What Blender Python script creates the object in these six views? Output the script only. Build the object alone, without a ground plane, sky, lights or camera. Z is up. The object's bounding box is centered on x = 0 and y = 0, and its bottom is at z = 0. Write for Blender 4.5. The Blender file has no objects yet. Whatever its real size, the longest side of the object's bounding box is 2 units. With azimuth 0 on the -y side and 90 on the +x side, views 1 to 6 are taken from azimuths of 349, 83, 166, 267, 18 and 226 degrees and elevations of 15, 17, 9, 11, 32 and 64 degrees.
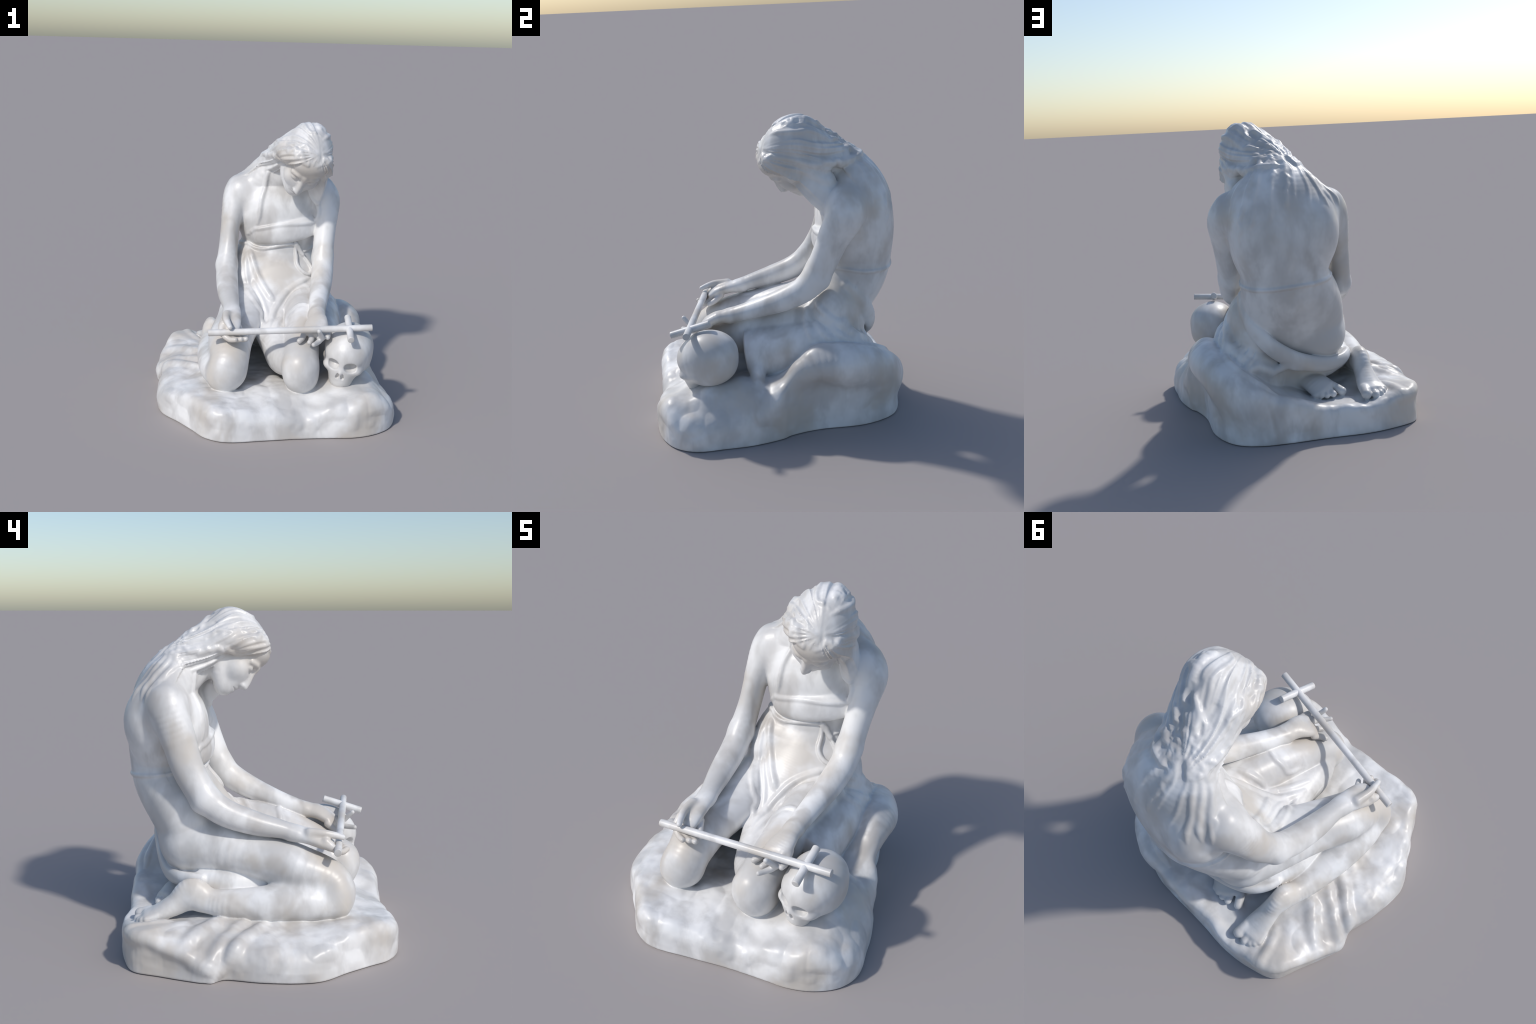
import bpy, math
import numpy as np

CELL = 0.0051          # grid step of the implicit surface, metres
SKULL_CELL = 0.004
F32 = np.float32


# ----------------------------------------------------------------------------
# small vector helpers
# ----------------------------------------------------------------------------
def V(*a):
    return np.array(a, dtype=np.float64)


def unit(a):
    a = np.asarray(a, float)
    return a / (np.linalg.norm(a, axis=-1, keepdims=True) + 1e-12)


def catmull(pts, per=6, closed=False):
    """Smooth curve through control rows (any number of columns)."""
    p = np.asarray(pts, float)
    n = len(p)
    if closed:
        q = np.vstack([p[-1], p, p[0], p[1]])
        segs = n
    else:
        if n == 2:
            t = np.linspace(0, 1, per + 1)[:, None]
            return p[0] * (1 - t) + p[1] * t
        q = np.vstack([2 * p[0] - p[1], p, 2 * p[-1] - p[-2]])
        segs = n - 1
    out = []
    for i in range(segs):
        a, b, c, d = q[i], q[i + 1], q[i + 2], q[i + 3]
        for t in np.arange(per) / per:
            out.append(0.5 * (2 * b + (c - a) * t + (2 * a - 5 * b + 4 * c - d) * t * t + (3 * b - a - 3 * c + d) * t ** 3))
    if not closed:
        out.append(q[-2])
    return np.array(out)


def smin(a, b, k):
    if k <= 0:
        return np.minimum(a, b)
    h = np.maximum(k - np.abs(a - b), 0) / k
    return np.minimum(a, b) - h * h * (k * 0.25)


def smax(a, b, k):
    return -smin(-a, -b, k)


def lattice(ix, iy, iz, seed):
    h = (ix * 374761393 + iy * 668265263 + iz * 2147483647 + seed * 1274126177).astype(np.int64)
    h = (h ^ (h >> 13)) * 1274126177
    h = h ^ (h >> 16)
    return ((h & 0xFFFF) / 32767.5 - 1.0).astype(F32)


def noise(P, scale, seed=0):
    """Smooth value noise in -1..1."""
    Q = P * scale
    I = np.floor(Q).astype(np.int64)
    f = (Q - I).astype(F32)
    f = f * f * f * (f * (f * 6 - 15) + 10)
    r = 0
    for dx in (0, 1):
        wx = f[:, 0] if dx else 1 - f[:, 0]
        for dy in (0, 1):
            wy = f[:, 1] if dy else 1 - f[:, 1]
            for dz in (0, 1):
                wz = f[:, 2] if dz else 1 - f[:, 2]
                r = r + wx * wy * wz * lattice(I[:, 0] + dx, I[:, 1] + dy, I[:, 2] + dz, seed)
    return r


# ----------------------------------------------------------------------------
# implicit shapes: each has a bounding box and a distance function
# ----------------------------------------------------------------------------
class Ellipsoid:
    def __init__(s, c, r, axes=None):
        s.c, s.r = V(*c), V(*r)
        s.A = np.eye(3) if axes is None else np.array(axes, float)      # rows: local axes
        e = np.sqrt(((s.A * s.r[:, None]) ** 2).sum(0))
        s.lo, s.hi = s.c - e, s.c + e

    def d(s, P):
        q = ((P - s.c.astype(F32)) @ s.A.T.astype(F32))
        a = q / s.r.astype(F32)
        k0 = np.sqrt((a * a).sum(1)) + 1e-6
        b = a / s.r.astype(F32)
        k1 = np.sqrt((b * b).sum(1)) + 1e-6
        return k0 * (k0 - 1) / k1


class Tube:
    """A tube of elliptic section along a smooth spine. Rows of `rows` are x, y, z, side
    radius, front radius, back radius; `side` is the direction of the side radius (one, or one per row)."""

    def __init__(s, rows, side, per=5, cap=None, power=2.0):
        s.pw = power
        rows = np.array(rows, float)
        side = np.array(side, float)
        if side.ndim == 1:
            side = np.repeat(side[None], len(rows), 0)
        c = catmull(np.hstack([rows, side]), per)
        s.p, s.rad = c[:, :3], np.maximum(c[:, 3:6], 1e-3)
        t = unit(np.gradient(s.p, axis=0))
        L = unit(c[:, 6:9])
        L = unit(L - (L * t).sum(1, keepdims=True) * t)
        s.L, s.t, s.N = L, t, np.cross(t, L)
        s.cap = cap
        m = s.rad.max(1, keepdims=True)
        s.lo, s.hi = (s.p - m).min(0), (s.p + m).max(0)

    def d(s, P):
        best = np.full(len(P), 9.0, F32)
        f = lambda a: a.astype(F32)
        for i in range(len(s.p) - 1):
            a, b = f(s.p[i]), f(s.p[i + 1])
            ab = b - a
            q = P - a
            t = np.clip((q @ ab) / (ab @ ab), 0, 1)
            q = q - t[:, None] * ab
            L, N, T = f(s.L[i] + s.L[i + 1]), f(s.N[i] + s.N[i + 1]), f(unit(s.p[i + 1] - s.p[i]))
            L, N = L / np.linalg.norm(L), N / np.linalg.norm(N)
            u, v, w = q @ L, q @ N, q @ T
            r0, r1 = f(s.rad[i]), f(s.rad[i + 1])
            ra = r0[0] + (r1[0] - r0[0]) * t
            rf = r0[1] + (r1[1] - r0[1]) * t
            rb = r0[2] + (r1[2] - r0[2]) * t
            rv = np.where(v > 0, rf, rb)
            rw = np.minimum(ra, rv) if s.cap is None else s.cap
            x, y, z = u / ra, v / rv, w / rw
            if s.pw == 2.0:
                k0 = np.sqrt(x * x + y * y + z * z) + 1e-6
                k1 = np.sqrt((x / ra) ** 2 + (y / rv) ** 2 + (z / rw) ** 2) + 1e-6
                best = np.minimum(best, k0 * (k0 - 1) / k1)
            else:                                       # squarer section
                p = s.pw
                x, y, z = np.abs(x) + 1e-5, np.abs(y) + 1e-5, np.abs(z) + 1e-5
                k0 = (x ** p + y ** p + z ** p) ** (1 / p)
                g = k0 ** (1 - p) * np.sqrt((x ** (p - 1) / ra) ** 2 + (y ** (p - 1) / rv) ** 2 + (z ** (p - 1) / rw) ** 2)
                best = np.minimum(best, (k0 - 1) / g)
        return best


class Chain:
    """A round tube of changing radius along a smooth spine; rows are x, y, z, radius."""

    def __init__(s, rows, per=4, closed=False):
        c = catmull(rows, per, closed)
        if closed:
            c = np.vstack([c, c[0]])
        s.p, s.r = c[:, :3], np.maximum(c[:, 3], 1e-4)
        s.lo, s.hi = (s.p - s.r[:, None]).min(0), (s.p + s.r[:, None]).max(0)

    def d(s, P):
        best = np.full(len(P), 9.0, F32)
        for i in range(len(s.p) - 1):
            a, ab = s.p[i].astype(F32), (s.p[i + 1] - s.p[i]).astype(F32)
            q = P - a
            t = np.clip((q @ ab) / (ab @ ab + F32(1e-9)), 0, 1)
            q = q - t[:, None] * ab
            best = np.minimum(best, np.sqrt((q * q).sum(1)) - (F32(s.r[i]) + F32(s.r[i + 1] - s.r[i]) * t))
        return best


class Custom:
    def __init__(s, lo, hi, fn):
        s.lo, s.hi, s.d = V(*lo), V(*hi), fn


# ----------------------------------------------------------------------------
# a model is a set of groups; a group is a list of (kind, shape, blend, part name)
# ----------------------------------------------------------------------------
class Model:
    def __init__(s):
        s.groups, s.blend = {}, {}

    def group(s, name, k):
        s.groups[name], s.blend[name] = [], k

    def add(s, g, shape, k, part):
        s.groups[g].append(("add", shape, k, part))

    def cut(s, g, shape, k):
        s.groups[g].append(("cut", shape, k, None))

    def swell(s, g, shape):
        """shape.d returns an amount that is added to the distance inside its box."""
        s.groups[g].append(("swell", shape, 0, None))

    def field(s, P, names=None):
        P = np.asarray(P, F32)
        tot = np.full(len(P), 9.0, F32)
        for g, ops in s.groups.items():
            if names and g not in names:
                continue
            d = np.full(len(P), 9.0, F32)
            for kind, sh, k, _ in ops:
                if kind == "add":
                    d = smin(d, sh.d(P), k)
                elif kind == "cut":
                    d = smax(d, -sh.d(P), k)
                else:
                    d = d + sh.d(P)
            tot = smin(tot, d, s.blend[g])
        return tot

    def snap(s, pts, names, lift=0.0, steps=6):
        """Moves points on to the surface of the named groups, then `lift` outward."""
        P = np.array(pts, float)
        e = 0.004
        for i in range(steps):
            d = s.field(P, names)
            g = np.stack([s.field(P + e * ax, names) - s.field(P - e * ax, names) for ax in np.eye(3)], 1) / (2 * e)
            g = g / (np.linalg.norm(g, axis=1, keepdims=True) + 1e-6)
            P = P - np.clip(d - lift, -0.08, 0.08)[:, None] * g * 0.9
        return P

    def mesh(s, cell):
        B = 8
        lo = np.min([sh.lo for ops in s.groups.values() for kd, sh, _, _ in ops if kd == "add"], 0) - 4 * cell
        hi = np.max([sh.hi for ops in s.groups.values() for kd, sh, _, _ in ops if kd == "add"], 0) + 4 * cell
        nb = np.ceil((hi - lo) / (B * cell)).astype(int)
        half = B * cell / 2
        g = np.stack(np.meshgrid(*[np.arange(n) for n in nb], indexing="ij"), -1).reshape(-1, 3)
        ctr = (lo + (g * B + B / 2 - 0.5) * cell).astype(F32)
        reach = half * 1.732

        # coarse pass on block centres
        coarse = {}
        tot = np.full(len(ctr), 9.0, F32)
        for gname, ops in s.groups.items():
            d = np.full(len(ctr), 9.0, F32)
            kmax = max(o[2] for o in ops)
            for oi, (kind, sh, k, part) in enumerate(ops):
                m = reach * 1.6 + kmax + 0.01
                box = np.all((ctr > sh.lo - m) & (ctr < sh.hi + m), 1)
                idx = np.nonzero(box)[0]
                if not len(idx):
                    coarse[(gname, oi)] = idx
                    continue
                v = sh.d(ctr[idx])
                if kind == "swell":
                    coarse[(gname, oi)] = idx
                    d[idx] += v
                    continue
                coarse[(gname, oi)] = idx[v < m]
                if kind == "add":
                    d[idx] = smin(d[idx], v, k)
                else:
                    d[idx] = smax(d[idx], -v, k)
            tot = smin(tot, d, s.blend[gname])
        keep = np.nonzero(np.abs(tot) < reach * 1.35 + cell + 0.012)[0]
        pos = np.full(len(ctr), -1, int)
        pos[keep] = np.arange(len(keep))
        off = np.stack(np.meshgrid(*[np.arange(B)] * 3, indexing="ij"), -1).reshape(-1, 3)
        ijk = (g[keep][:, None, :] * B + off[None]).astype(np.int32)          # blocks, 512, 3
        pts = (lo + ijk * cell).astype(F32)
        n = B ** 3
        dist = np.full((len(keep), n), 9.0, F32)
        for gname, ops in s.groups.items():
            d = np.full((len(keep), n), 9.0, F32)
            for oi, (kind, sh, k, part) in enumerate(ops):
                sel = pos[coarse[(gname, oi)]]
                sel = sel[sel >= 0]
                for c0 in range(0, len(sel), 40):
                    ss = sel[c0:c0 + 40]
                    v = sh.d(pts[ss].reshape(-1, 3)).reshape(-1, n)
                    if kind == "add":
                        d[ss] = smin(d[ss], v, k)
                    elif kind == "cut":
                        d[ss] = smax(d[ss], -v, k)
                    else:
                        d[ss] += v
            dist = smin(dist, d, s.blend[gname])
        del pts
        dims = nb * B + 1
        sx, sy, sz = int(dims[1] * dims[2]), int(dims[2]), 1
        flat = (ijk[..., 0].astype(np.int64) * sx + ijk[..., 1] * sy + ijk[..., 2]).ravel()
        D = np.full(int(dims.prod()), np.nan, F32)
        D[flat] = dist.ravel()
        corner = np.array([dx * sx + dy * sy + dz for dx in (0, 1) for dy in (0, 1) for dz in (0, 1)])
        cpos = np.array([(dx, dy, dz) for dx in (0, 1) for dy in (0, 1) for dz in (0, 1)], F32)
        flat = flat[np.abs(dist.ravel()) < cell * 3.5]
        flat = flat[flat + corner[-1] < len(D)]
        vals = D[flat[:, None] + corner[None]]
        neg = (vals < 0).sum(1)
        ok = (neg > 0) & (neg < 8) & ~np.isnan(vals).any(1)
        flat, vals = flat[ok], vals[ok]
        order = np.argsort(flat)
        flat, vals = flat[order], vals[order]
        acc, cnt = np.zeros((len(flat), 3), F32), np.zeros(len(flat), F32)
        for a in range(8):
            for b in range(a + 1, 8):
                if np.abs(cpos[a] - cpos[b]).sum() != 1:
                    continue
                va, vb = vals[:, a], vals[:, b]
                x = (va < 0) != (vb < 0)
                t = np.where(x, va / np.where(x, va - vb, 1), 0)
                acc += np.where(x[:, None], cpos[a] + t[:, None] * (cpos[b] - cpos[a]), 0)
                cnt += x
        base = np.stack([flat // sx, (flat % sx) // sy, flat % sy], 1)
        verts = lo + (base + acc / cnt[:, None]) * cell
        quads = []
        for ax, (st, b, c) in enumerate(((sx, sy, sz), (sy, sz, sx), (sz, sx, sy))):
            ci = (4, 2, 1)[ax]
            v0, v1 = vals[:, 0], vals[:, ci]
            e = np.nonzero((v0 < 0) != (v1 < 0))[0]
            cells = np.stack([flat[e], flat[e] - b, flat[e] - b - c, flat[e] - c], 1)
            f = np.searchsorted(flat, cells)
            good = np.all((f < len(flat)) & (flat[np.minimum(f, len(flat) - 1)] == cells), 1)
            f, e = f[good], e[good]
            flip = v0[e] > 0
            f[flip] = f[flip][:, ::-1]
            quads.append(f)
        quads = np.vstack(quads)
        # light fairing
        edges = np.vstack([quads[:, [0, 1]], quads[:, [1, 2]], quads[:, [2, 3]], quads[:, [3, 0]]])
        for lam in (0.5, -0.52, 0.5, -0.52):
            sm, ct = np.zeros_like(verts), np.zeros(len(verts))
            for col in range(3):
                sm[:, col] = np.bincount(edges[:, 0], verts[edges[:, 1], col], len(verts))
            ct = np.bincount(edges[:, 0], minlength=len(verts))
            verts = verts + lam * (sm / np.maximum(ct, 1)[:, None] - verts)
        # part names
        parts = sorted({p for ops in s.groups.values() for _, _, _, p in ops if p})
        lab, best = np.zeros(len(verts), np.int32), np.full(len(verts), 9.0, F32)
        bl = ((verts - lo) / (B * cell)).astype(int)
        bid = bl[:, 0] * nb[1] * nb[2] + bl[:, 1] * nb[2] + bl[:, 2]
        vo = np.argsort(bid, kind="stable")
        bs = bid[vo]
        vf = verts.astype(F32)
        for gname, ops in s.groups.items():
            for oi, (kind, sh, k, part) in enumerate(ops):
                if kind != "add":
                    continue
                cb = np.sort(coarse[(gname, oi)])
                if not len(cb):
                    continue
                a, b = np.searchsorted(bs, cb, "left"), np.searchsorted(bs, cb, "right")
                idx = np.concatenate([vo[i:j] for i, j in zip(a, b) if j > i] or [np.zeros(0, int)])
                if not len(idx):
                    continue
                v = sh.d(vf[idx]) - s.bias.get(part, 0.0)
                w = v < best[idx]
                best[idx[w]] = v[w]
                lab[idx[w]] = parts.index(part)
        return verts, quads, lab, parts


# ----------------------------------------------------------------------------
# THE FIGURE
# ----------------------------------------------------------------------------
M = Model()
M.bias = {}
M.group("rock", 0.0)
M.group("body", 0.012)
M.group("leg_left", 0.012)
M.group("leg_right", 0.012)
M.group("cloth", 0.014)
M.group("hair", 0.010)
M.group("arm_right", 0.010)
M.group("arm_left", 0.010)
X, Y, Z = np.eye(3)

# ---- rock: outline on the ground, a height for the top, rounded together ----
OUTLINE = [(0.45, -.85), (0.60, -.825), (0.74, -.745), (0.815, -.61), (0.82, -.43), (0.815, -.25), (0.775, -.06), (0.735, .02),
           (0.70, .21), (0.70, .50), (0.615, .71), (0.46, .80), (0.26, .825), (0, .83), (-.25, .845), (-.47, .81), (-.61, .75),
           (-.68, .60), (-.745, .45), (-.78, .33), (-.745, .23), (-.79, .05), (-.812, -.16), (-.79, -.31), (-.69, -.46),
           (-.61, -.60), (-.54, -.72), (-.40, -.80), (-.14, -.81), (.07, -.815), (.31, -.835)]
TOPS = [(-.60, -.62, .23), (-.36, -.72, .215), (-.2, -.73, .19), (0, -.74, .17), (.16, -.74, .165), (.30, -.73, .215), (.45, -.76, .25), (.60, -.73, .265), (.55, -.62, .29),
        (.70, -.64, .225), (.77, -.4, .195), (.42, -.45, .32), (.58, -.42, .345), (.62, -.51, .345), (.71, -.5, .235), (.6, -.28, .35), (.70, -.22, .31), (.40, -.66, .265), (-.1, -.4, .22), (-.36, -.52, .225), (.15, -.57, .235), (-.1, -.6, .215),
        (-.55, -.45, .25), (-.68, -.3, .195), (-.77, -.25, .165), (-.78, -.05, .165), (-.6, -.05, .21), (-.5, .1, .23), (-.74, .2, .165), (-.6, .2, .225),
        (-.76, .33, .12), (-.66, .45, .19), (-.5, .45, .24), (-.60, .72, .24), (-.45, .77, .215), (-.3, .81, .205), (-.34, .71, .19), (-.1, .82, .225), (.1, .82, .235), (.28, .80, .28),
        (.5, .74, .35), (.62, .66, .43), (.70, .45, .51), (.62, .3, .55), (.71, .19, .57), (.73, .10, .49), (.74, .0, .39), (.775, -.12, .26), (.66, -.13, .32), (.60, .05, .44),
        (-.05, .62, .19), (-.3, .6, .19), (.15, .55, .25), (.35, .6, .33), (.45, .4, .48), (.3, 0, .25), (0, 0, .2), (0, .3, .25), (.4, -.15, .30), (.80, -.2, .20)]


class Rock:
    def __init__(s):
        oc = catmull(OUTLINE, 5, True)
        n = 230
        ax = np.linspace(-0.95, 0.95, n)
        gx, gy = np.meshgrid(ax, ax, indexing="ij")
        P = np.stack([gx.ravel(), gy.ravel()], 1)
        best = np.full(len(P), 9.0)
        inside = np.zeros(len(P), bool)
        for i in range(len(oc)):
            a, b = oc[i], oc[(i + 1) % len(oc)]
            ab = b - a
            t = np.clip(((P - a) @ ab) / (ab @ ab), 0, 1)
            best = np.minimum(best, np.linalg.norm(P - a - t[:, None] * ab, axis=1))
            c = (a[1] > P[:, 1]) != (b[1] > P[:, 1])
            inside ^= c & (P[:, 0] < (b[0] - a[0]) * (P[:, 1] - a[1]) / (b[1] - a[1] + 1e-12) + a[0])
        s.side = np.where(inside, -best, best).reshape(n, n).astype(F32)
        # thin plate spline through the height marks
        T = np.array(TOPS)
        def U(r2):
            return 0.5 * r2 * np.log(r2 + 1e-9)
        k = len(T)
        K = U(((T[:, None, :2] - T[None, :, :2]) ** 2).sum(-1)) + 1e-3 * np.eye(k)
        A = np.zeros((k + 3, k + 3))
        A[:k, :k] = K
        A[:k, k], A[:k, k + 1:] = 1, T[:, :2]
        A[k, :k], A[k + 1:, :k] = 1, T[:, :2].T
        w = np.linalg.solve(A, np.r_[T[:, 2], 0, 0, 0])
        h = U(((P[:, None] - T[None, :, :2]) ** 2).sum(-1)) @ w[:k] + w[k] + P @ w[k + 1:]
        s.h = np.clip(h, 0.06, 0.62).reshape(n, n).astype(F32)
        s.n = n
        s.lo, s.hi = V(-.9, -.9, -0.02), V(.9, .9, .66)

    def look(s, A, P):
        q = np.clip((P[:, :2] + 0.95) / 1.9 * (s.n - 1), 0, s.n - 1.001)
        i = q.astype(np.int32)
        f = q - i
        x, y = i[:, 0], i[:, 1]
        fx, fy = f[:, 0], f[:, 1]
        return (A[x, y] * (1 - fx) * (1 - fy) + A[x + 1, y] * fx * (1 - fy) + A[x, y + 1] * (1 - fx) * fy + A[x + 1, y + 1] * fx * fy)

    def d(s, P):
        side = s.look(s.side, P)
        top = s.look(s.h, P)
        z = P[:, 2]
        lump = 0.020 * noise(P * np.array([1, 1, .6], F32), 5.2, 3) + 0.011 * noise(P * np.array([1, 1, .55], F32), 10.5, 4) + .0035 * noise(P, 24.0, 5) - .018 * (np.abs(noise(P * np.array([1, 1, .7], F32), 6.3, 6)) - .3)
        rise = np.clip(z / np.maximum(top, .05), 0, 1)
        side = side + 0.006 + 0.012 * rise * rise + 0.6 * lump * np.clip(z / .06, 0, 1)      # leans in towards the top
        up = (z - top + lump * .7) * 0.86
        d = smax(side, up, 0.065)
        return smax(d, -z + 0.0 * z, 0.01)


M.add("rock", Rock(), 0.0, "rock_base")
# the boulder behind her left hip overhangs the foot of the rock
M.add("rock", Chain([(.69, .12, .42, .07), (.70, .21, .46, .095), (.695, .34, .45, .115), (.655, .49, .42, .12), (.60, .60, .36, .13), (.50, .67, .27, .13)]), .10, "rock_base")

# ---- torso -------------------------------------------------------------------
TORSO = [  # x y z  side back front
    (.12, .36, .40, .22, .10, .17),
    (.11, .38, .52, .28, .12, .21),
    (.10, .40, .64, .325, .205, .22),
    (.135, .46, .80, .335, .235, .215),
    (.18, .53, .95, .295, .245, .17),
    (.197, .56, 1.10, .284, .242, .225),
    (.20, .57, 1.26, .335, .237, .262),
    (.205, .555, 1.40, .335, .228, .168),
    (.20, .52, 1.51, .26, .205, .12),
    (.215, .47, 1.61, .15, .16, .11),
]
M.add("body", Tube(TORSO, X, 5, power=2.4), 0, "torso")
M.add("body", Ellipsoid((-.005, .395, .60), (.185, .225, .20)), .04, "torso")             # buttocks
M.add("body", Ellipsoid((.27, .33, .61), (.18, .20, .19)), .04, "torso")
M.add("body", Chain([(.20, .50, 1.60, .10), (.03, .54, 1.52, .095), (-.10, .55, 1.45, .09)]), .07, "torso")   # shoulder slopes
M.add("body", Chain([(.22, .50, 1.60, .10), (.38, .49, 1.53, .105), (.49, .45, 1.44, .105)]), .07, "torso")
M.add("body", Ellipsoid((-.01, .635, 1.33), (.13, .18, .21)), .07, "torso")             # shoulder blade
M.add("body", Ellipsoid((-.115, .55, 1.42), (.105, .12, .12)), .07, "torso")             # shoulder caps
M.add("body", Ellipsoid((.495, .43, 1.41), (.105, .12, .12)), .07, "torso")
M.cut("body", Chain([(.185, .875, 1.50, .03), (.18, .885, 1.25, .03), (.17, .86, 1.0, .03)]), .06)   # spine furrow

# ---- neck and head -----------------------------------------------------------
HC = V(.32, .16, 1.79)
HU = unit(V(.21, -.74, .64))
HF = unit(V(-.246, -.673, -.698))
HL = unit(np.cross(HU, HF))
HF = unit(np.cross(HL, HU))
HAX = np.array([HL, HU, HF])


def H(l, u, f):
    return tuple(HC + l * HL + u * HU + f * HF)


def hell(c, r):
    return Ellipsoid(H(*c), r, HAX)


M.add("body", Chain([(.21, .50, 1.56, .115), (.25, .39, 1.64, .108), (.29, .26, 1.70, .118)]), .06, "neck")
M.add("body", hell((0, .03, .02), (.155, .175, .205)), .04, "head")
M.add("body", hell((0, -.085, .105), (.132, .15, .130)), .05, "head")                     # face
M.add("body", hell((0, -.125, .165), (.088, .10, .078)), .05, "head")                     # middle of the face
M.add("body", hell((0, -.195, .185), (.056, .045, .046)), .04, "head")                    # mouth
M.add("body", hell((0, -.240, .178), (.050, .042, .052)), .04, "head")                    # chin
M.add("body", Chain([H(-.118, -.13, .03) + (.03,), H(-.088, -.215, .10) + (.033,), H(0, -.25, .170) + (.03,), H(.088, -.215, .10) + (.033,), H(.118, -.13, .03) + (.03,)]), .05, "head")
M.add("body", hell((0, .065, .180), (.118, .075, .068)), .04, "head")                     # forehead
for sg in (-1, 1):
    M.add("body", hell((sg * .078, -.105, .168), (.045, .055, .048)), .04, "head")        # cheek
    M.cut("body", hell((sg * .060, -.040, .262), (.040, .024, .030)), .03)                # eye hollow
    M.add("body", hell((sg * .062, -.050, .214), (.030, .020, .022)), .010, "head")       # lowered lid
    M.cut("body", Chain([H(sg * .035, -.062, .236) + (.002,), H(sg * .062, -.069, .236) + (.003,), H(sg * .09, -.060, .222) + (.002,)]), .006)
    M.add("body", Chain([H(sg * .018, -.012, .234) + (.010,), H(sg * .058, -.004, .232) + (.011,), H(sg * .098, -.018, .204) + (.009,)]), .03, "head")
M.add("body", Chain([H(0, .0, .232) + (.015,), H(0, -.05, .242) + (.0155,), H(0, -.105, .263) + (.017,), H(0, -.142, .272) + (.018,)]), .026, "head")
M.add("body", Chain([H(0, -.10, .242) + (.018,), H(0, -.142, .248) + (.022,)]), .02, "head")
for sg in (-1, 1):
    M.add("body", hell((sg * .021, -.147, .252), (.012, .013, .018)), .012, "head")
M.add("body", Chain([H(-.040, -.196, .216) + (.005,), H(-.012, -.186, .235) + (.009,), H(.012, -.186, .235) + (.009,), H(.040, -.196, .216) + (.005,)]), .014, "head")
M.add("body", Chain([H(-.034, -.206, .216) + (.006,), H(0, -.213, .234) + (.010,), H(.034, -.206, .216) + (.006,)]), .012, "head")
M.cut("body", Chain([H(-.042, -.199, .226) + (.002,), H(0, -.1985, .247) + (.003,), H(.042, -.199, .226) + (.002,)]), .006)

# ---- arms --------------------------------------------------------------------
def arm(g, rows, part_rows, side):
    for name, a, b in part_rows:
        M.add(g, Tube(rows[a:b], side, 5), .03, name)


RA = [(-.115, .56, 1.46, .10, .11, .11), (-.148, .54, 1.39, .10, .112, .108), (-.190, .485, 1.24, .077, .102, .10), (-.218, .43, 1.07, .071, .095, .093),
      (-.245, .335, .905, .08, .086, .090), (-.26, .215, .82, .082, .082, .08), (-.275, .05, .762, .076, .072, .07), (-.280, -.10, .726, .062, .056, .054), (-.285, -.19, .703, .057, .045, .045)]
LA = [(.495, .44, 1.46, .107, .115, .117), (.54, .42, 1.385, .103, .115, .12), (.53, .355, 1.26, .084, .10, .105), (.505, .30, 1.12, .08, .092, .095),
      (.482, .24, .975, .08, .088, .09), (.465, .165, .895, .082, .086, .08), (.42, .03, .817, .08, .080, .07), (.358, -.14, .752, .067, .064, .057), (.303, -.31, .70, .057, .05, .046)]
M.add("body", Tube(RA[0:3], X, 5), .03, "torso")            # the arms grow out of the shoulders
M.add("body", Tube(LA[0:3], X, 5), .03, "torso")
M.bias["upper_arm:right"] = M.bias["upper_arm:left"] = .012
arm("arm_right", RA, [("upper_arm:right", 0, 5), ("forearm:right", 4, 9)], X)
arm("arm_left", LA, [("upper_arm:left", 0, 5), ("forearm:left", 4, 9)], X)

STAFF_A, STAFF_B, STAFF_R = V(-.482, -.413, .634), V(.612, -.622, .702), .0225
# right hand
M.add("arm_right", Tube([(-.285, -.17, .702, .055, .042, .042), (-.30, -.26, .690, .07, .040, .042), (-.325, -.345, .665, .078, .036, .040), (-.335, -.39, .640, .07, .028, .03)], V(1, .1, .25), 5), .03, "hand:right")
FR = "finger:right"
M.add("arm_right", Chain([(-.335, -.27, .715, .030), (-.352, -.36, .712, .024), (-.347, -.42, .700, .020), (-.340, -.462, .687, .017)]), .02, FR + "0")
M.add("arm_right", Chain([(-.375, -.36, .670, .026), (-.385, -.41, .628, .022), (-.345, -.46, .600, .019), (-.308, -.494, .606, .017)]), .015, FR + "1")
M.add("arm_right", Chain([(-.340, -.38, .650, .024), (-.335, -.42, .612, .021), (-.300, -.455, .594, .019), (-.268, -.488, .606, .017)]), .012, FR + "2")
M.add("arm_right", Chain([(-.300, -.37, .645, .024), (-.290, -.41, .606, .021), (-.262, -.45, .592, .019), (-.232, -.487, .606, .017)]), .012, FR + "3")
M.add("arm_right", Chain([(-.262, -.33, .645, .023), (-.248, -.38, .610, .020), (-.225, -.42, .598, .016)]), .012, FR + "4")
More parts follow.
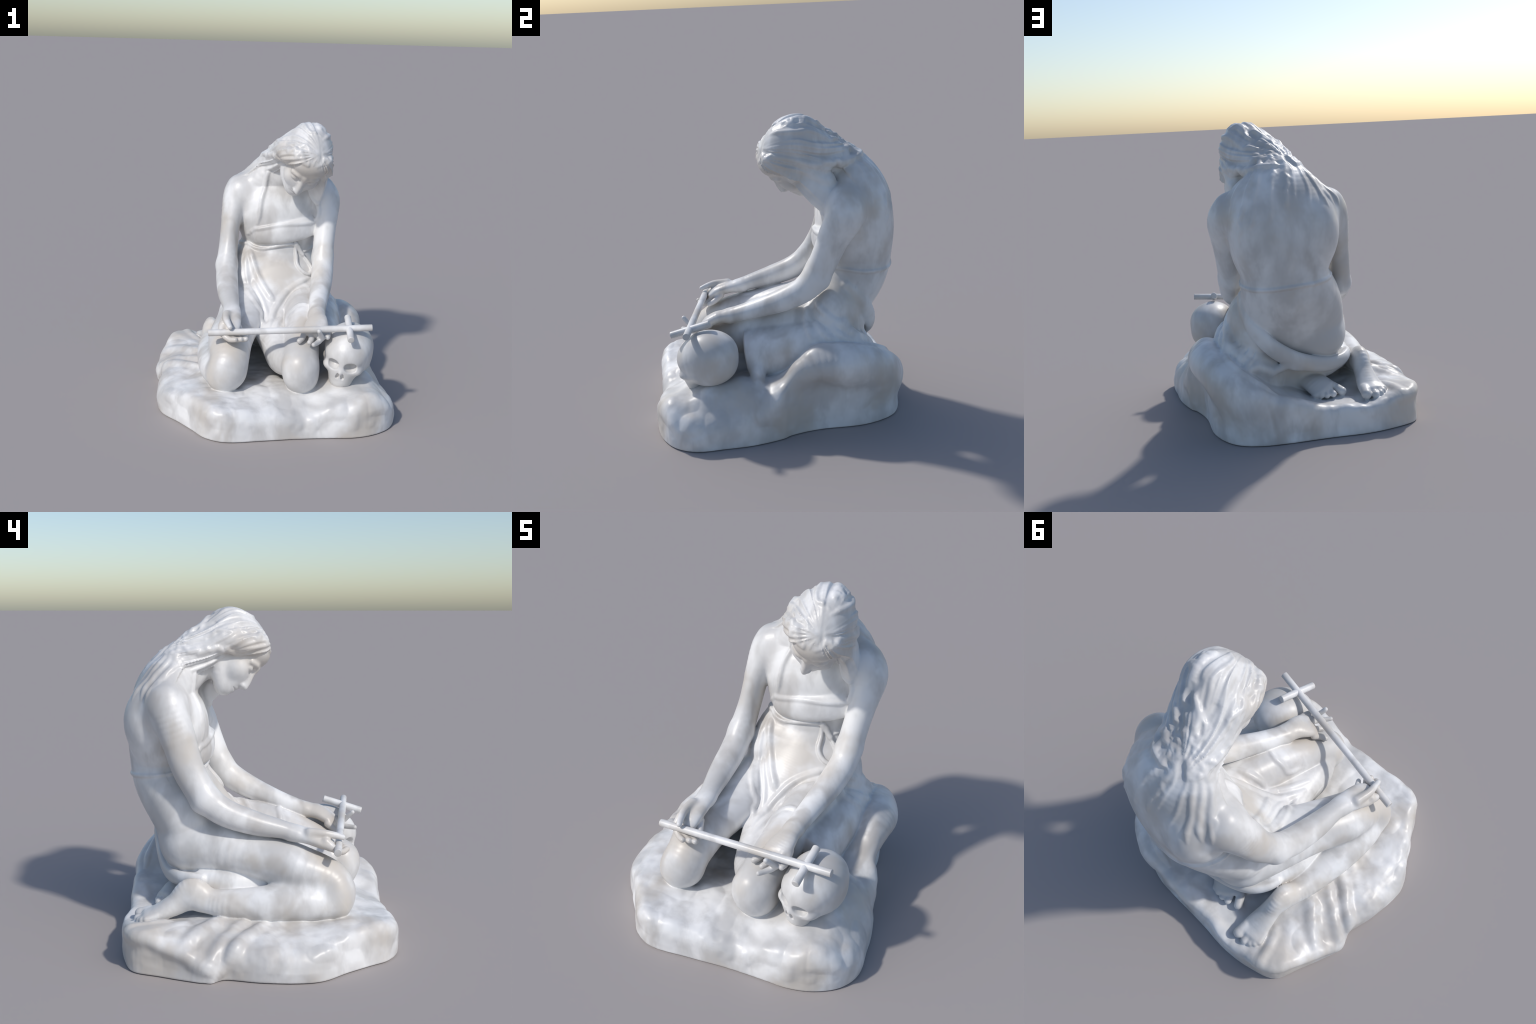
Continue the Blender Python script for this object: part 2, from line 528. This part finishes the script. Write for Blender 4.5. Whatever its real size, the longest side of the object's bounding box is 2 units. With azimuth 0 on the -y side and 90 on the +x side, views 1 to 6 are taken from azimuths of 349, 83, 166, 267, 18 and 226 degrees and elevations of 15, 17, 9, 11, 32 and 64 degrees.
# left hand
M.add("arm_left", Tube([(.303, -.30, .697, .055, .043, .043), (.285, -.39, .690, .070, .042, .042), (.262, -.455, .660, .082, .034, .040), (.25, -.49, .630, .078, .026, .03)], V(.95, .1, .25), 5), .03, "hand:left")
FL = "finger:left"
M.add("arm_left", Chain([(.318, -.40, .695, .026), (.318, -.455, .675, .023), (.300, -.50, .650, .02)]), .02, FL + "0")
M.add("arm_left", Chain([(.30, -.48, .645, .023), (.285, -.545, .612, .020), (.262, -.585, .65, .017), (.241, -.62, .690, .015)]), .012, FL + "1")
M.add("arm_left", Chain([(.27, -.49, .630, .022), (.268, -.545, .600, .020), (.235, -.592, .596, .017), (.203, -.630, .599, .015)]), .012, FL + "2")
M.add("arm_left", Chain([(.225, -.48, .625, .022), (.215, -.52, .595, .020), (.197, -.545, .584, .018)]), .012, FL + "3")
M.add("arm_left", Chain([(.185, -.45, .628, .022), (.160, -.49, .598, .020), (.135, -.508, .583, .019)]), .012, FL + "4")
M.add("arm_left", Chain([(.33, -.46, .655, .022), (.330, -.53, .630, .019), (.316, -.568, .624, .017)]), .012, FL + "5")

# ---- right leg, bare, kneeling on the rock -------------------------------------
M.add("leg_right", Tube([(-.04, .42, .60, .20, .22, .20), (-.11, .24, .59, .19, .165, .175), (-.20, .02, .55, .165, .145, .15), (-.292, -.2, .50, .158, .13, .135),
                         (-.325, -.38, .43, .135, .12, .13), (-.345, -.43, .37, .125, .11, .12)], X, 5), .05, "thigh:right")
M.add("leg_right", Ellipsoid((-.35, -.42, .345), (.125, .10, .125)), .05, "thigh:right")
M.add("leg_right", Tube([(-.375, -.41, .31, .11, .10, .10), (-.41, -.25, .315, .108, .105, .11), (-.405, -.05, .315, .105, .105, .105), (-.385, .18, .31, .09, .088, .085),
                         (-.372, .32, .32, .066, .07, .08), (-.355, .40, .345, .06, .075, .088)], X, 5), .05, "lower_leg:right")
M.add("leg_right", Tube([(-.352, .37, .355, .056, .08, .08), (-.346, .43, .365, .058, .085, .088), (-.338, .51, .308, .064, .075, .06), (-.333, .62, .25, .082, .05, .042), (-.335, .68, .232, .086, .035, .032)], X, 5), .04, "foot:right")
for i, (x, y, z, r) in enumerate([(-.275, .725, .222, .034), (-.335, .735, .214, .025), (-.372, .722, .216, .022), (-.396, .705, .225, .020), (-.413, .680, .232, .019)]):
    M.add("leg_right", Chain([(x * .85 - .335 * .15, y - .06, z + .018, r * .9), (x, y, z, r)], 2), .012, "toe:right%d" % i)

# ---- left leg: knee bare, thigh under the cloth, foot tucked behind -------------
M.add("leg_left", Tube([(.36, .40, .60, .18, .19, .19), (.335, .18, .62, .16, .16, .17), (.275, -.05, .60, .14, .145, .155), (.212, -.27, .54, .125, .13, .14),
                        (.165, -.45, .455, .125, .115, .12), (.145, -.53, .41, .12, .11, .11)], X, 5), .05, "thigh:left")
M.add("leg_left", Ellipsoid((.142, -.535, .375), (.12, .115, .145)), .05, "thigh:left")
M.add("leg_left", Tube([(.16, -.50, .31, .11, .1, .1), (.24, -.2, .30, .11, .1, .1), (.25, .1, .30, .11, .1, .1), (.15, .36, .28, .09, .08, .08), (.05, .45, .29, .07, .06, .05)], X, 5), .05, "lower_leg:left")
M.add("leg_left", Tube([(.05, .44, .30, .085, .06, .055), (.01, .53, .275, .09, .05, .055), (-.03, .585, .245, .095, .035, .04)], X, 5), .04, "foot:left")
for i, (x, y, z, r) in enumerate([(-.150, .603, .222, .029), (-.080, .628, .220, .023), (-.035, .634, .218, .021), (.005, .630, .219, .020), (.042, .618, .222, .019)]):
    M.add("leg_left", Chain([(x * .75, y - .06, z + .02, r), (x, y, z, r)], 2), .012, "toe:left%d" % i)

# ---- clothing -------------------------------------------------------------------
# skirt apron over belly and lap
M.add("cloth", Tube([(.20, .50, 1.03, .22, .175, .05), (.20, .46, .92, .25, .165, .05), (.19, .39, .80, .29, .18, .05), (.14, .24, .67, .28, .14, .10), (.11, .05, .525, .22, .09, .14), (.08, -.10, .485, .16, .08, .14), (.075, -.22, .47, .12, .07, .12), (.07, -.31, .44, .07, .06, .08)], X, 12), .03, "skirt")
# its fall along the inside of the left thigh
M.add("cloth", Tube([(.10, .05, .44, .14, .12, .16), (.07, -.15, .43, .12, .11, .15), (.06, -.31, .41, .11, .12, .14), (.085, -.43, .395, .085, .11, .10)], X, 5), .04, "skirt")
# cloth over the left thigh with its hanging front edge
M.add("cloth", Tube([(.28, .50, .42, .12, .10, .14), (.42, .45, .49, .15, .14, .2), (.46, .34, .53, .165, .15, .22), (.445, .2, .52, .175, .165, .22), (.39, .0, .48, .175, .175, .22), (.355, -.14, .44, .172, .185, .2), (.342, -.19, .43, .165, .18, .19)], X, 5, cap=.03), .03, "skirt")
M.add("cloth", Chain([(.46, -.16, .47, .04), (.51, -.17, .40, .045), (.57, -.18, .35, .045), (.63, -.19, .31, .04)]), .05, "skirt")
M.add("cloth", Ellipsoid((.42, .38, .72), (.125, .16, .17)), .05, "skirt")               # gathered at the left hip
# cloth falling from the seat over the tucked left leg to the rock
M.add("cloth", Tube([(.50, .46, .40, .16, .13, .14), (.36, .46, .34, .15, .12, .14), (.20, .42, .29, .12, .09, .14), (.06, .42, .28, .10, .09, .11)], Z, 5), .04, "skirt")
M.add("cloth", Ellipsoid((.18, .40, .42), (.17, .13, .12)), .04, "skirt")
# cloth bunched between the right thigh and calf, coming out under the seat
M.add("cloth", Tube([(.08, .46, .37, .12, .06, .10), (-.08, .47, .385, .09, .05, .06), (-.165, .44, .39, .07, .045, .05), (-.225, .35, .39, .08, .055, .055), (-.26, .2, .375, .10, .07, .08), (-.26, 0, .36, .09, .06, .08)], Z, 5), .03, "sash")
# chest band
M.add("cloth", Tube([(-.05, .445, 1.10, .022, .05, .05), (.0, .365, 1.12, .03, .06, .065), (.15, .313, 1.15, .035, .07, .085), (.30, .313, 1.18, .035, .08, .09), (.42, .35, 1.20, .03, .075, .08)], Y, 5), .03, "chest_band")

# ---- hair: cap, the mass down the neck, side rolls --------------------------------
M.add("hair", hell((-.012, .038, -.005), (.168, .152, .192)), 0, "hair")
M.add("hair", hell((-.008, .085, .10), (.155, .097, .122)), .05, "hair")
M.add("hair", Tube([(.285, .25, 1.79, .175, .14, .145), (.22, .40, 1.70, .18, .12, .145), (.195, .52, 1.63, .20, .10, .125), (.20, .63, 1.53, .22, .10, .095), (.19, .68, 1.40, .23, .10, .085)], X, 5), .05, "hair")
M.add("hair", Chain([H(-.10, .09, .16) + (.05,), H(-.155, .015, .09) + (.066,), H(-.172, -.07, .0) + (.070,), (.12, .35, 1.715, .055), (.15, .45, 1.69, .06)]), .04, "hair")
M.add("hair", Tube([H(.09, .09, .15) + (.045, .045, .04), H(.135, -.01, .07) + (.085, .045, .05), (.425, .23, 1.64, .12, .05, .055), (.435, .305, 1.53, .105, .045, .05), (.44, .36, 1.43, .07, .035, .04)], Y, 6), .05, "hair")   # curtain on her left


# ----------------------------------------------------------------------------
# RELIEF: folds, belt, locks of hair - curves laid on the surfaces built above
# ----------------------------------------------------------------------------
def lay(group, names, curves, kind="add"):
    """curves: (points, radius, lift, blend, part). All are dropped on the surface of `names` together."""
    dense = [catmull(np.array(c[0], float), 4) for c in curves]
    flat = M.snap(np.vstack(dense), names, 0.0, 4)
    e = 0.006
    out = unit(np.stack([M.field(flat + e * ax, names) - M.field(flat - e * ax, names) for ax in np.eye(3)], 1))
    i = 0
    for c, d in zip(curves, dense):
        _, r, lift, k, part = c
        P = flat[i:i + len(d)] + lift * out[i:i + len(d)]
        i += len(d)
        t = np.linspace(0, 1, len(P))
        taper = np.clip(np.minimum(t, 1 - t) * 5 + .35, 0, 1)
        sh = Chain(np.hstack([P, (r * taper)[:, None]]), 1)
        if kind == "add":
            M.add(group, sh, k, part)
        else:
            M.cut(group, sh, k)


BODY = ["body", "leg_left", "leg_right", "cloth"]
# folds of the skirt over belly and lap, running down into the lap
folds = [
    ([(-.057, .393, 1.014), (-.049, .321, .944), (-.021, .257, .847), (.009, .181, .78), (.046, .114, .724), (.076, .075, .686)], .024),
    ([(-.084, .375, .981), (-.098, .321, .907), (-.097, .281, .83), (-.088, .218, .76), (-.064, .112, .71), (-.031, .052, .653)], .020),
    ([(-.055, .238, .797), (-.04, .178, .751), (-.01, .104, .692), (.009, .034, .626), (.006, -.041, .596)], .017),
    ([(-.121, .329, .893), (-.125, .297, .826), (-.117, .248, .764), (-.098, .127, .725), (-.058, .041, .67), (-.027, .005, .60), (-.03, -.136, .575)], .020),
    ([(.373, .227, .813), (.293, .179, .791), (.209, .134, .757), (.146, .095, .715), (.081, .036, .642), (.018, -.069, .599), (-.021, -.165, .579)], .022),
    ([(.343, .119, .738), (.262, .066, .726), (.188, .033, .689), (.133, .021, .633), (.064, -.109, .605), (.008, -.237, .585)], .022),
    ([(.287, -.135, .685), (.235, -.127, .69), (.179, -.141, .672), (.125, -.15, .629), (.071, -.241, .596)], .018),
    ([(.434, .256, .818), (.432, .187, .744), (.484, .166, .676), (.576, .179, .587)], .022),
    ([(.443, .254, .795), (.48, .321, .722), (.557, .387, .647), (.581, .465, .586), (.605, .543, .535)], .026),
    ([(.457, .233, .74), (.52, .294, .677), (.581, .347, .625), (.597, .427, .57)], .022),
    ([(.487, .208, .682), (.575, .256, .623), (.608, .323, .567)], .020),
]
lay("cloth", BODY, [(p, r, -.007, .016, "skirt") for p, r in folds])
# the sash: a broad fold from the left hip round under the seat to the right ankle, and the folds below it
M.add("cloth", Tube([(.455, .44, .90, .03, .025, .025), (.455, .525, .80, .045, .032, .032), (.41, .59, .69, .055, .036, .036), (.31, .63, .575, .058, .038, .038), (.18, .615, .485, .058, .038, .038),
                     (.04, .59, .43, .056, .036, .036), (-.08, .555, .405, .052, .034, .034), (-.18, .505, .408, .046, .032, .032), (-.245, .43, .42, .04, .03, .03), (-.27, .36, .425, .03, .025, .025)], V(.0, .25, 1), 6), .02, "sash")
M.cut("cloth", Chain([(.05, .53, .50, .02), (-.08, .50, .475, .028), (-.16, .45, .47, .028), (-.20, .40, .465, .02)]), .02)
lay("cloth", BODY + ["rock"], [
    ([(.52, .30, .70), (.545, .40, .652), (.571, .50, .60), (.531, .59, .537), (.446, .665, .478), (.3, .66, .403), (.159, .60, .34)], .028, -.006, .03, "skirt"),
    ([(.60, .40, .58), (.60, .56, .54), (.55, .66, .48), (.44, .72, .41), (.32, .74, .33)], .022, -.006, .03, "skirt"),
])
# belt, its knot and hanging loop
lay("cloth", BODY, [
    ([(-.115, .55, 1.03), (-.10, .47, 1.045), (-.064, .427, 1.045), (-.033, .385, 1.03), (.033, .342, 1.025), (.147, .29, 1.033), (.247, .292, 1.043), (.30, .306, 1.04), (.342, .31, .995)], .013, .004, .008, "belt"),
    ([(.342, .31, .995), (.40, .36, 1.0), (.46, .45, 1.0), (.485, .55, .985), (.47, .64, .98), (.42, .72, .975), (.371, .766, .975), (.276, .808, .98), (.135, .812, .99), (.017, .78, .997), (-.07, .70, 1.01), (-.105, .62, 1.02), (-.115, .55, 1.03)], .010, .001, .012, "belt"),
    ([(.30, .29, 1.04), (.296, .28, .99), (.293, .239, .932), (.329, .215, .881), (.384, .225, .85), (.42, .25, .89), (.40, .28, .95), (.345, .305, .995)], .014, .008, .008, "belt"),
    ([(.29, .30, 1.055), (.33, .30, 1.02), (.36, .31, .98)], .019, .006, .01, "belt"),
])
# edge of the shirt on the chest, upper edge of the chest band
lay("cloth", BODY, [
    ([(.10, .41, 1.64), (.06, .386, 1.589), (.043, .373, 1.506), (.018, .366, 1.405), (.013, .365, 1.301), (.0, .37, 1.22)], .016, -.002, .016, "shirt"),
    ([(-.05, .44, 1.13), (.006, .35, 1.175), (.174, .30, 1.214), (.331, .302, 1.224), (.427, .335, 1.227)], .015, -.002, .014, "chest_band"),
])

# ---- hair -----------------------------------------------------------------------
class Combed:
    """Locks that part over the brow, run back over the head to the knot at the nape and fan out behind it:
    uneven ridges in the angle about the axis through brow and knot."""

    def __init__(s):
        s.o = V(.17, .505, 1.735)
        s.a = unit(V(.17, .505, 1.735) - V(.33, -.03, 1.80))
        s.e1 = unit(np.cross(s.a, X))
        s.e2 = np.cross(s.a, s.e1)
        s.lo, s.hi = V(-.25, -.12, 1.15), V(.68, .9, 2.05)

    def d(s, P):
        q = P - s.o.astype(F32)
        t = q @ s.a.astype(F32)
        x, y = q @ s.e1.astype(F32), q @ s.e2.astype(F32)
        w = .30 * noise(P, 2.6, 11)
        fade = np.clip((np.sqrt(x * x + y * y) - .02) / .09, 0, 1)
        phi = np.arctan2(y, x) + w + .5 * t
        # sample the noise on a circle so that it closes
        c, sn = np.cos(phi), np.sin(phi)
        big = noise(np.stack([c * 3.1, sn * 3.1, t * 1.3], 1).astype(F32), 1.0, 12)
        mid = noise(np.stack([c * 7.0, sn * 7.0, t * 1.8], 1).astype(F32), 1.0, 13)
        fine = noise(np.stack([c * 15., sn * 15., t * 2.5], 1).astype(F32), 1.0, 14)
        return (fade * (-.009 * big - .010 * (1 - 2 * np.abs(mid)) - .003 * fine + .003)).astype(F32)


M.swell("hair", Combed())
rng = np.random.default_rng(7)
HEAD = ["hair", "body"]
KNOT = V(.17, .505, 1.735)
strands = []
for sg, n in ((-1, 4), (1, 3)):
    for i in range(n):
        s0 = min(max((i + rng.uniform(-.35, .35)) / (n - 1), 0), 1)
        start = V(*H(.012 + sg * .012, .10 + .10 * math.sin(s0 * 1.9), .20 - .30 * s0))
        wide = .170 * (1 - s0) ** .8 + .02
        low = -.02 - .10 * (1 - s0)
        back = 0.0 if sg < 0 else .07                        # combed further back on her left
        m1 = V(*H(sg * wide * .72, .10 + .07 * s0 - .02 * (1 - s0) + back * .5, .12 - .22 * s0 - back * .7))
        m2 = V(*H(sg * wide, low + .16 * s0 + back * .4, .02 - .22 * s0 - back))
        end = KNOT + V(sg * .02 + .04 * sg * (1 - s0), -.05, .03 * s0)
        m3 = m2 * .45 + end * .55 + V(sg * .01, 0, -.01 * (1 - s0))
        pts = catmull(np.array([start, m1, m2, m3, end]), 2)
        pts[1:-1] += rng.normal(0, .006, (len(pts) - 2, 3))
        big = rng.uniform(.011, .024)
        strands.append((pts, big, -.30 * big, .010 + .3 * big, "hair"))
fan = [  # from the knot over shoulders and back
    [(.17, .505, 1.735), (.157, .53, 1.73), (.137, .614, 1.671), (.15, .70, 1.58), (.155, .75, 1.50)],
    [(.16, .50, 1.73), (.10, .56, 1.70), (.07, .66, 1.60), (.062, .77, 1.44)],
    [(.15, .49, 1.73), (.06, .57, 1.66), (-.002, .671, 1.572), (-.057, .757, 1.461)],
    [(.14, .48, 1.73), (.03, .55, 1.65), (-.044, .649, 1.574), (-.109, .708, 1.48)],
    [(.13, .47, 1.73), (.0, .53, 1.63), (-.092, .62, 1.56), (-.155, .67, 1.47)],
    [(.13, .46, 1.72), (.03, .50, 1.64), (-.06, .57, 1.58), (-.13, .61, 1.52)],
    [(.18, .50, 1.74), (.17, .60, 1.68), (.20, .69, 1.58), (.22, .77, 1.45)],
    [(.194, .48, 1.75), (.23, .57, 1.70), (.261, .64, 1.65), (.308, .74, 1.52), (.32, .79, 1.38)],
    [(.22, .48, 1.75), (.29, .56, 1.69), (.345, .63, 1.63), (.426, .749, 1.475), (.457, .789, 1.333)],
    [(.26, .45, 1.76), (.33, .56, 1.69), (.429, .662, 1.564), (.525, .743, 1.415), (.545, .734, 1.279)],
    [(.30, .42, 1.76), (.384, .54, 1.66), (.495, .58, 1.577), (.564, .619, 1.488), (.601, .629, 1.382)],
]
for f in fan:
    p = catmull(np.array(f), 3)
    w = rng.normal(0, .006, (len(p), 3)) * np.linspace(0, 1, len(p))[:, None]
    strands.append((p + w, rng.uniform(.013, .022), -.009, .018, "hair"))
lay("hair", HEAD, strands)
# deep partings between the big locks
lay("hair", HEAD, [
    ([(.319, .22, 1.99), (.309, .286, 1.944), (.291, .351, 1.884), (.27, .418, 1.829), (.25, .47, 1.78)], .026, .012, .02, None),
    ([(.20, .25, 1.91), (.186, .314, 1.871), (.175, .361, 1.834)], .016, .006, .015, None),
    ([(.36, -.08, 1.74), (.355, -.06, 1.83), (.345, .02, 1.92), (.335, .10, 1.975)], .010, .005, .010, None),
    ([(.165, .51, 1.735), (.12, .58, 1.70), (.10, .66, 1.62)], .018, .006, .015, None),
], kind="cut")
# lock down the left side of the chest
lay("hair", HEAD + ["arm_left"], [([(.43, .27, 1.56), (.431, .318, 1.478), (.443, .316, 1.375), (.456, .31, 1.272), (.45, .36, 1.22)], .022, -.004, .014, "hair")])

# ---- cloth spread on the rock beside the right calf ---------------------------------
lay("rock", ["rock"], [
    ([(-.48, -.0, .25), (-.58, .07, .24), (-.655, .135, .221), (-.719, .195, .16), (-.745, .243, .08), (-.77, .301, .02)], .034, -.012, .035, "ground_cloth"),
    ([(-.48, .12, .24), (-.60, .21, .23), (-.70, .285, .15), (-.755, .33, .07)], .026, -.010, .04, "ground_cloth"),
    ([(-.46, .25, .24), (-.56, .36, .22), (-.66, .45, .18)], .024, -.012, .05, "ground_cloth"),
    ([(-.44, .80, .19), (-.50, .785, .20), (-.592, .74, .205), (-.64, .656, .205), (-.682, .56, .17), (-.72, .445, .14), (-.747, .388, .11), (-.765, .31, .06)], .030, -.010, .045, "ground_cloth"),
    ([(-.43, .55, .22), (-.48, .66, .215), (-.50, .77, .20)], .018, -.008, .04, "ground_cloth"),
])

# ----------------------------------------------------------------------------
# the skull
# ----------------------------------------------------------------------------
K = Model()
K.bias = {}
K.group("skull", 0)
SF = unit(V(-.45, -.86, -.20))
SL = V(.87, -.46, -.15)
SL = unit(SL - (SL @ SF) * SF)
SU = unit(np.cross(SF, SL))
SU = SU if SU[2] > 0 else -SU
SC = V(.485, -.50, .502)
SAX = np.array([SL, SU, SF])


def S(l, u, f):
    return tuple(SC + l * SL + u * SU + f * SF)


def sell(c, r):
    return Ellipsoid(S(*c), r, SAX)


K.add("skull", sell((.004, .015, -.025), (.168, .158, .198)), 0, "skull")
K.add("skull", sell((0, .005, .085), (.128, .095, .10)), .05, "skull")                    # brow
K.add("skull", sell((0, -.07, .115), (.114, .07, .082)), .04, "skull")                     # cheeks
K.add("skull", sell((0, -.14, .125), (.086, .108, .070)), .04, "skull")                   # upper jaw
K.add("skull", sell((.02, -.07, -.03), (.145, .11, .165)), .05, "skull")
for sg in (-1, 1):
    K.add("skull", sell((sg * .098, -.062, .125), (.036, .026, .045)), .03, "skull")       # cheekbone
    K.add("skull", Chain([S(sg * .11, -.065, .10) + (.016,), S(sg * .145, -.065, .02) + (.015,)]), .03, "skull")
    K.cut("skull", sell((sg * .060, -.024, .185), (.043, .036, .060)), .010)               # eye socket, deep under the brow
    K.cut("skull", Chain([S(sg * .042, -.010, .160) + (.018,), S(sg * .076, -.012, .145) + (.018,)]), .008)
    K.cut("skull", Chain([S(sg * .009, -.066, .198) + (.006,), S(sg * .015, -.092, .193) + (.011,), S(sg * .018, -.112, .188) + (.012,)]), .005)
    for j in range(4):                                                                    # gaps between the teeth
        a = sg * (.006 + .017 * j)
        f = .196 - .0045 * j * j
        K.cut("skull", Chain([S(a, -.188, f) + (.003,), S(a, -.235, f) + (.0045,)], 2), .005)
K.add("skull", Chain([S(0, -.045, .178) + (.013,), S(0, -.068, .196) + (.011,)]), .015, "skull")

# ----------------------------------------------------------------------------
# material
# ----------------------------------------------------------------------------
def marble():
    m = bpy.data.materials.new("white_marble")
    m.use_nodes = True
    nt = m.node_tree
    N, L = nt.nodes, nt.links
    bs = N["Principled BSDF"]
    tc = N.new("ShaderNodeTexCoord")

    def tex(scale, detail, rough, dist, stretch=(1, 1, 1), off=(0, 0, 0)):
        mp = N.new("ShaderNodeMapping")
        mp.inputs["Scale"].default_value = stretch
        mp.inputs["Location"].default_value = off
        L.new(tc.outputs["Object"], mp.inputs["Vector"])
        t = N.new("ShaderNodeTexNoise")
        t.inputs["Scale"].default_value = scale
        t.inputs["Detail"].default_value = detail
        t.inputs["Roughness"].default_value = rough
        t.inputs["Distortion"].default_value = dist
        L.new(mp.outputs[0], t.inputs["Vector"])
        return t.outputs["Fac"]

    def ramp(src, stops):
        r = N.new("ShaderNodeValToRGB")
        r.color_ramp.interpolation = "EASE"
        e = r.color_ramp.elements
        while len(e) < len(stops):
            e.new(0.5)
        for el, (p, c) in zip(e, stops):
            el.position, el.color = p, (*c, 1)
        L.new(src, r.inputs["Fac"])
        return r.outputs["Color"]

    def mix(fac, a, b, mode="MIX"):
        x = N.new("ShaderNodeMix")
        x.data_type, x.blend_type = "RGBA", mode
        for s, v in ((x.inputs["Factor"], fac), (x.inputs["A"], a), (x.inputs["B"], b)):
            if hasattr(v, "is_linked") or isinstance(v, bpy.types.NodeSocket):
                L.new(v, s)
            else:
                s.default_value = v if isinstance(v, float) else (*v, 1)
        return x.outputs["Result"]

    white, grey, warm, dark = (.79, .785, .78), (.53, .52, .51), (.57, .525, .47), (.43, .40, .37)
    cloud = ramp(tex(2.6, 5, .5, .25, (1, 1, .7)), [(.42, (0, 0, 0)), (.64, (.95, .95, .95))])
    haze = ramp(tex(6.5, 4, .5, .2, (1, 1, .5), (5, 2, 1)), [(.44, (0, 0, 0)), (.70, (.85, .85, .85))])
    tint = ramp(tex(2.9, 4, .5, .2, (1, 1, .8), (9, 4, 7)), [(.48, (0, 0, 0)), (.68, (.85, .85, .85))])
    vein = ramp(tex(2.4, 4, .5, .3, (1, 1, .55), (3, 1, 2)), [(.43, (0, 0, 0)), (.50, (.6, .6, .6)), (.57, (0, 0, 0))])
    where = ramp(tex(1.7, 2, .5, 0, (1, 1, 1), (1, 8, 3)), [(.44, (0, 0, 0)), (.66, (1, 1, 1))])
    col = mix(cloud, white, grey)
    col = mix(haze, col, grey)
    col = mix(tint, col, warm)
    vm = mix(where, (0.0, 0.0, 0.0), vein)
    col = mix(vm, col, dark)
    L.new(col, bs.inputs["Base Color"])
    bs.inputs["Roughness"].default_value = .38
    bs.inputs["IOR"].default_value = 1.5
    fine = tex(60, 3, .6, 0)
    bp = N.new("ShaderNodeBump")
    bp.inputs["Strength"].default_value = .05
    bp.inputs["Distance"].default_value = .004
    L.new(fine, bp.inputs["Height"])
    L.new(bp.outputs[0], bs.inputs["Normal"])
    return m


# ----------------------------------------------------------------------------
# meshes and hierarchy
# ----------------------------------------------------------------------------
COL = bpy.context.scene.collection
MAT = marble()


def normals_of(v, q):
    d1, d2 = v[q[:, 2]] - v[q[:, 0]], v[q[:, 3]] - v[q[:, 1]]
    fn = np.cross(d1, d2)
    n = np.zeros_like(v)
    for c in range(4):
        for k in range(3):
            n[:, k] += np.bincount(q[:, c], fn[:, k], len(v))
    return unit(n)


def make_object(name, v, q, nrm, parent):
    used, inv = np.unique(q, return_inverse=True)
    q = inv.reshape(-1, 4)
    me = bpy.data.meshes.new(name)
    me.vertices.add(len(used))
    me.vertices.foreach_set("co", v[used].astype(F32).ravel())
    me.loops.add(len(q) * 4)
    me.loops.foreach_set("vertex_index", q.astype(np.int32).ravel())
    me.polygons.add(len(q))
    me.polygons.foreach_set("loop_start", np.arange(0, len(q) * 4, 4, dtype=np.int32))
    me.polygons.foreach_set("use_smooth", np.ones(len(q), bool))
    me.update(calc_edges=True)
    me.validate()
    me.normals_split_custom_set_from_vertices(nrm[used].astype(F32))
    me.materials.append(MAT)
    o = bpy.data.objects.new(name, me)
    COL.objects.link(o)
    o.parent = parent
    return o


root = bpy.data.objects.new("marble_statue", None)
root["label"] = "white marble statue of a kneeling woman holding a cross"
root["category"] = "marble statue"
COL.objects.link(root)

v, q, lab, parts = M.mesh(CELL)
v[:, 2] = np.maximum(v[:, 2], 0.0)
nrm = normals_of(v, q)
fl = np.sort(lab[q], axis=1)[:, 1]
made = {}
for i, p in sorted(enumerate(parts), key=lambda t: t[1].startswith(("finger", "toe"))):
    f = q[fl == i]
    if len(f) < 4:
        continue
    kind, _, tag = p.partition(":")
    par = root
    if kind == "finger":
        par = made.get("hand:" + tag[:-1], root)
    if kind == "toe":
        par = made.get("foot:" + tag[:-1], root)
    made[p] = make_object(kind, v, f, nrm, par)

v, q, lab, parts = K.mesh(SKULL_CELL)
make_object("skull", v, q, normals_of(v, q), root)


def rod(name, a, b, r, parent, worn=.006, seed=0):
    """A round stick, slightly uneven, with worn rounded ends."""
    a, b = V(*a), V(*b)
    t = unit(b - a)
    l = unit(np.cross(t, Z))
    n = np.cross(t, l)
    L = np.linalg.norm(b - a)
    st = [(0, 0.0), (0, r - worn), (worn * .3, r - worn * .3), (worn, r)]
    mid = [(x, r * (1 + .02 * math.sin(9 * x + seed) + .015 * math.sin(23 * x + 2 * seed))) for x in np.linspace(.02, L - .02, 40)]
    st = st + mid + [(L - worn, r), (L - worn * .3, r - worn * .3), (L, r - worn), (L, 0.0)]
    m = 40
    vs, qs = [], []
    for x, rr in st:
        for k in range(m):
            w = 2 * math.pi * k / m
            vs.append(a + t * x + (l * math.cos(w) + n * math.sin(w)) * max(rr, 1e-4))
    for i in range(len(st) - 1):
        for k in range(m):
            qs.append((i * m + k, i * m + (k + 1) % m, (i + 1) * m + (k + 1) % m, (i + 1) * m + k))
    vs, qs = np.array(vs), np.array(qs)
    return make_object(name, vs, qs, normals_of(vs, qs), parent)


cross = rod("cross", STAFF_A, STAFF_B, STAFF_R, root, .003, 1)
rod("crossbar", (.437, -.715, .652), (.484, -.462, .728), .0235, cross, .005, 2)
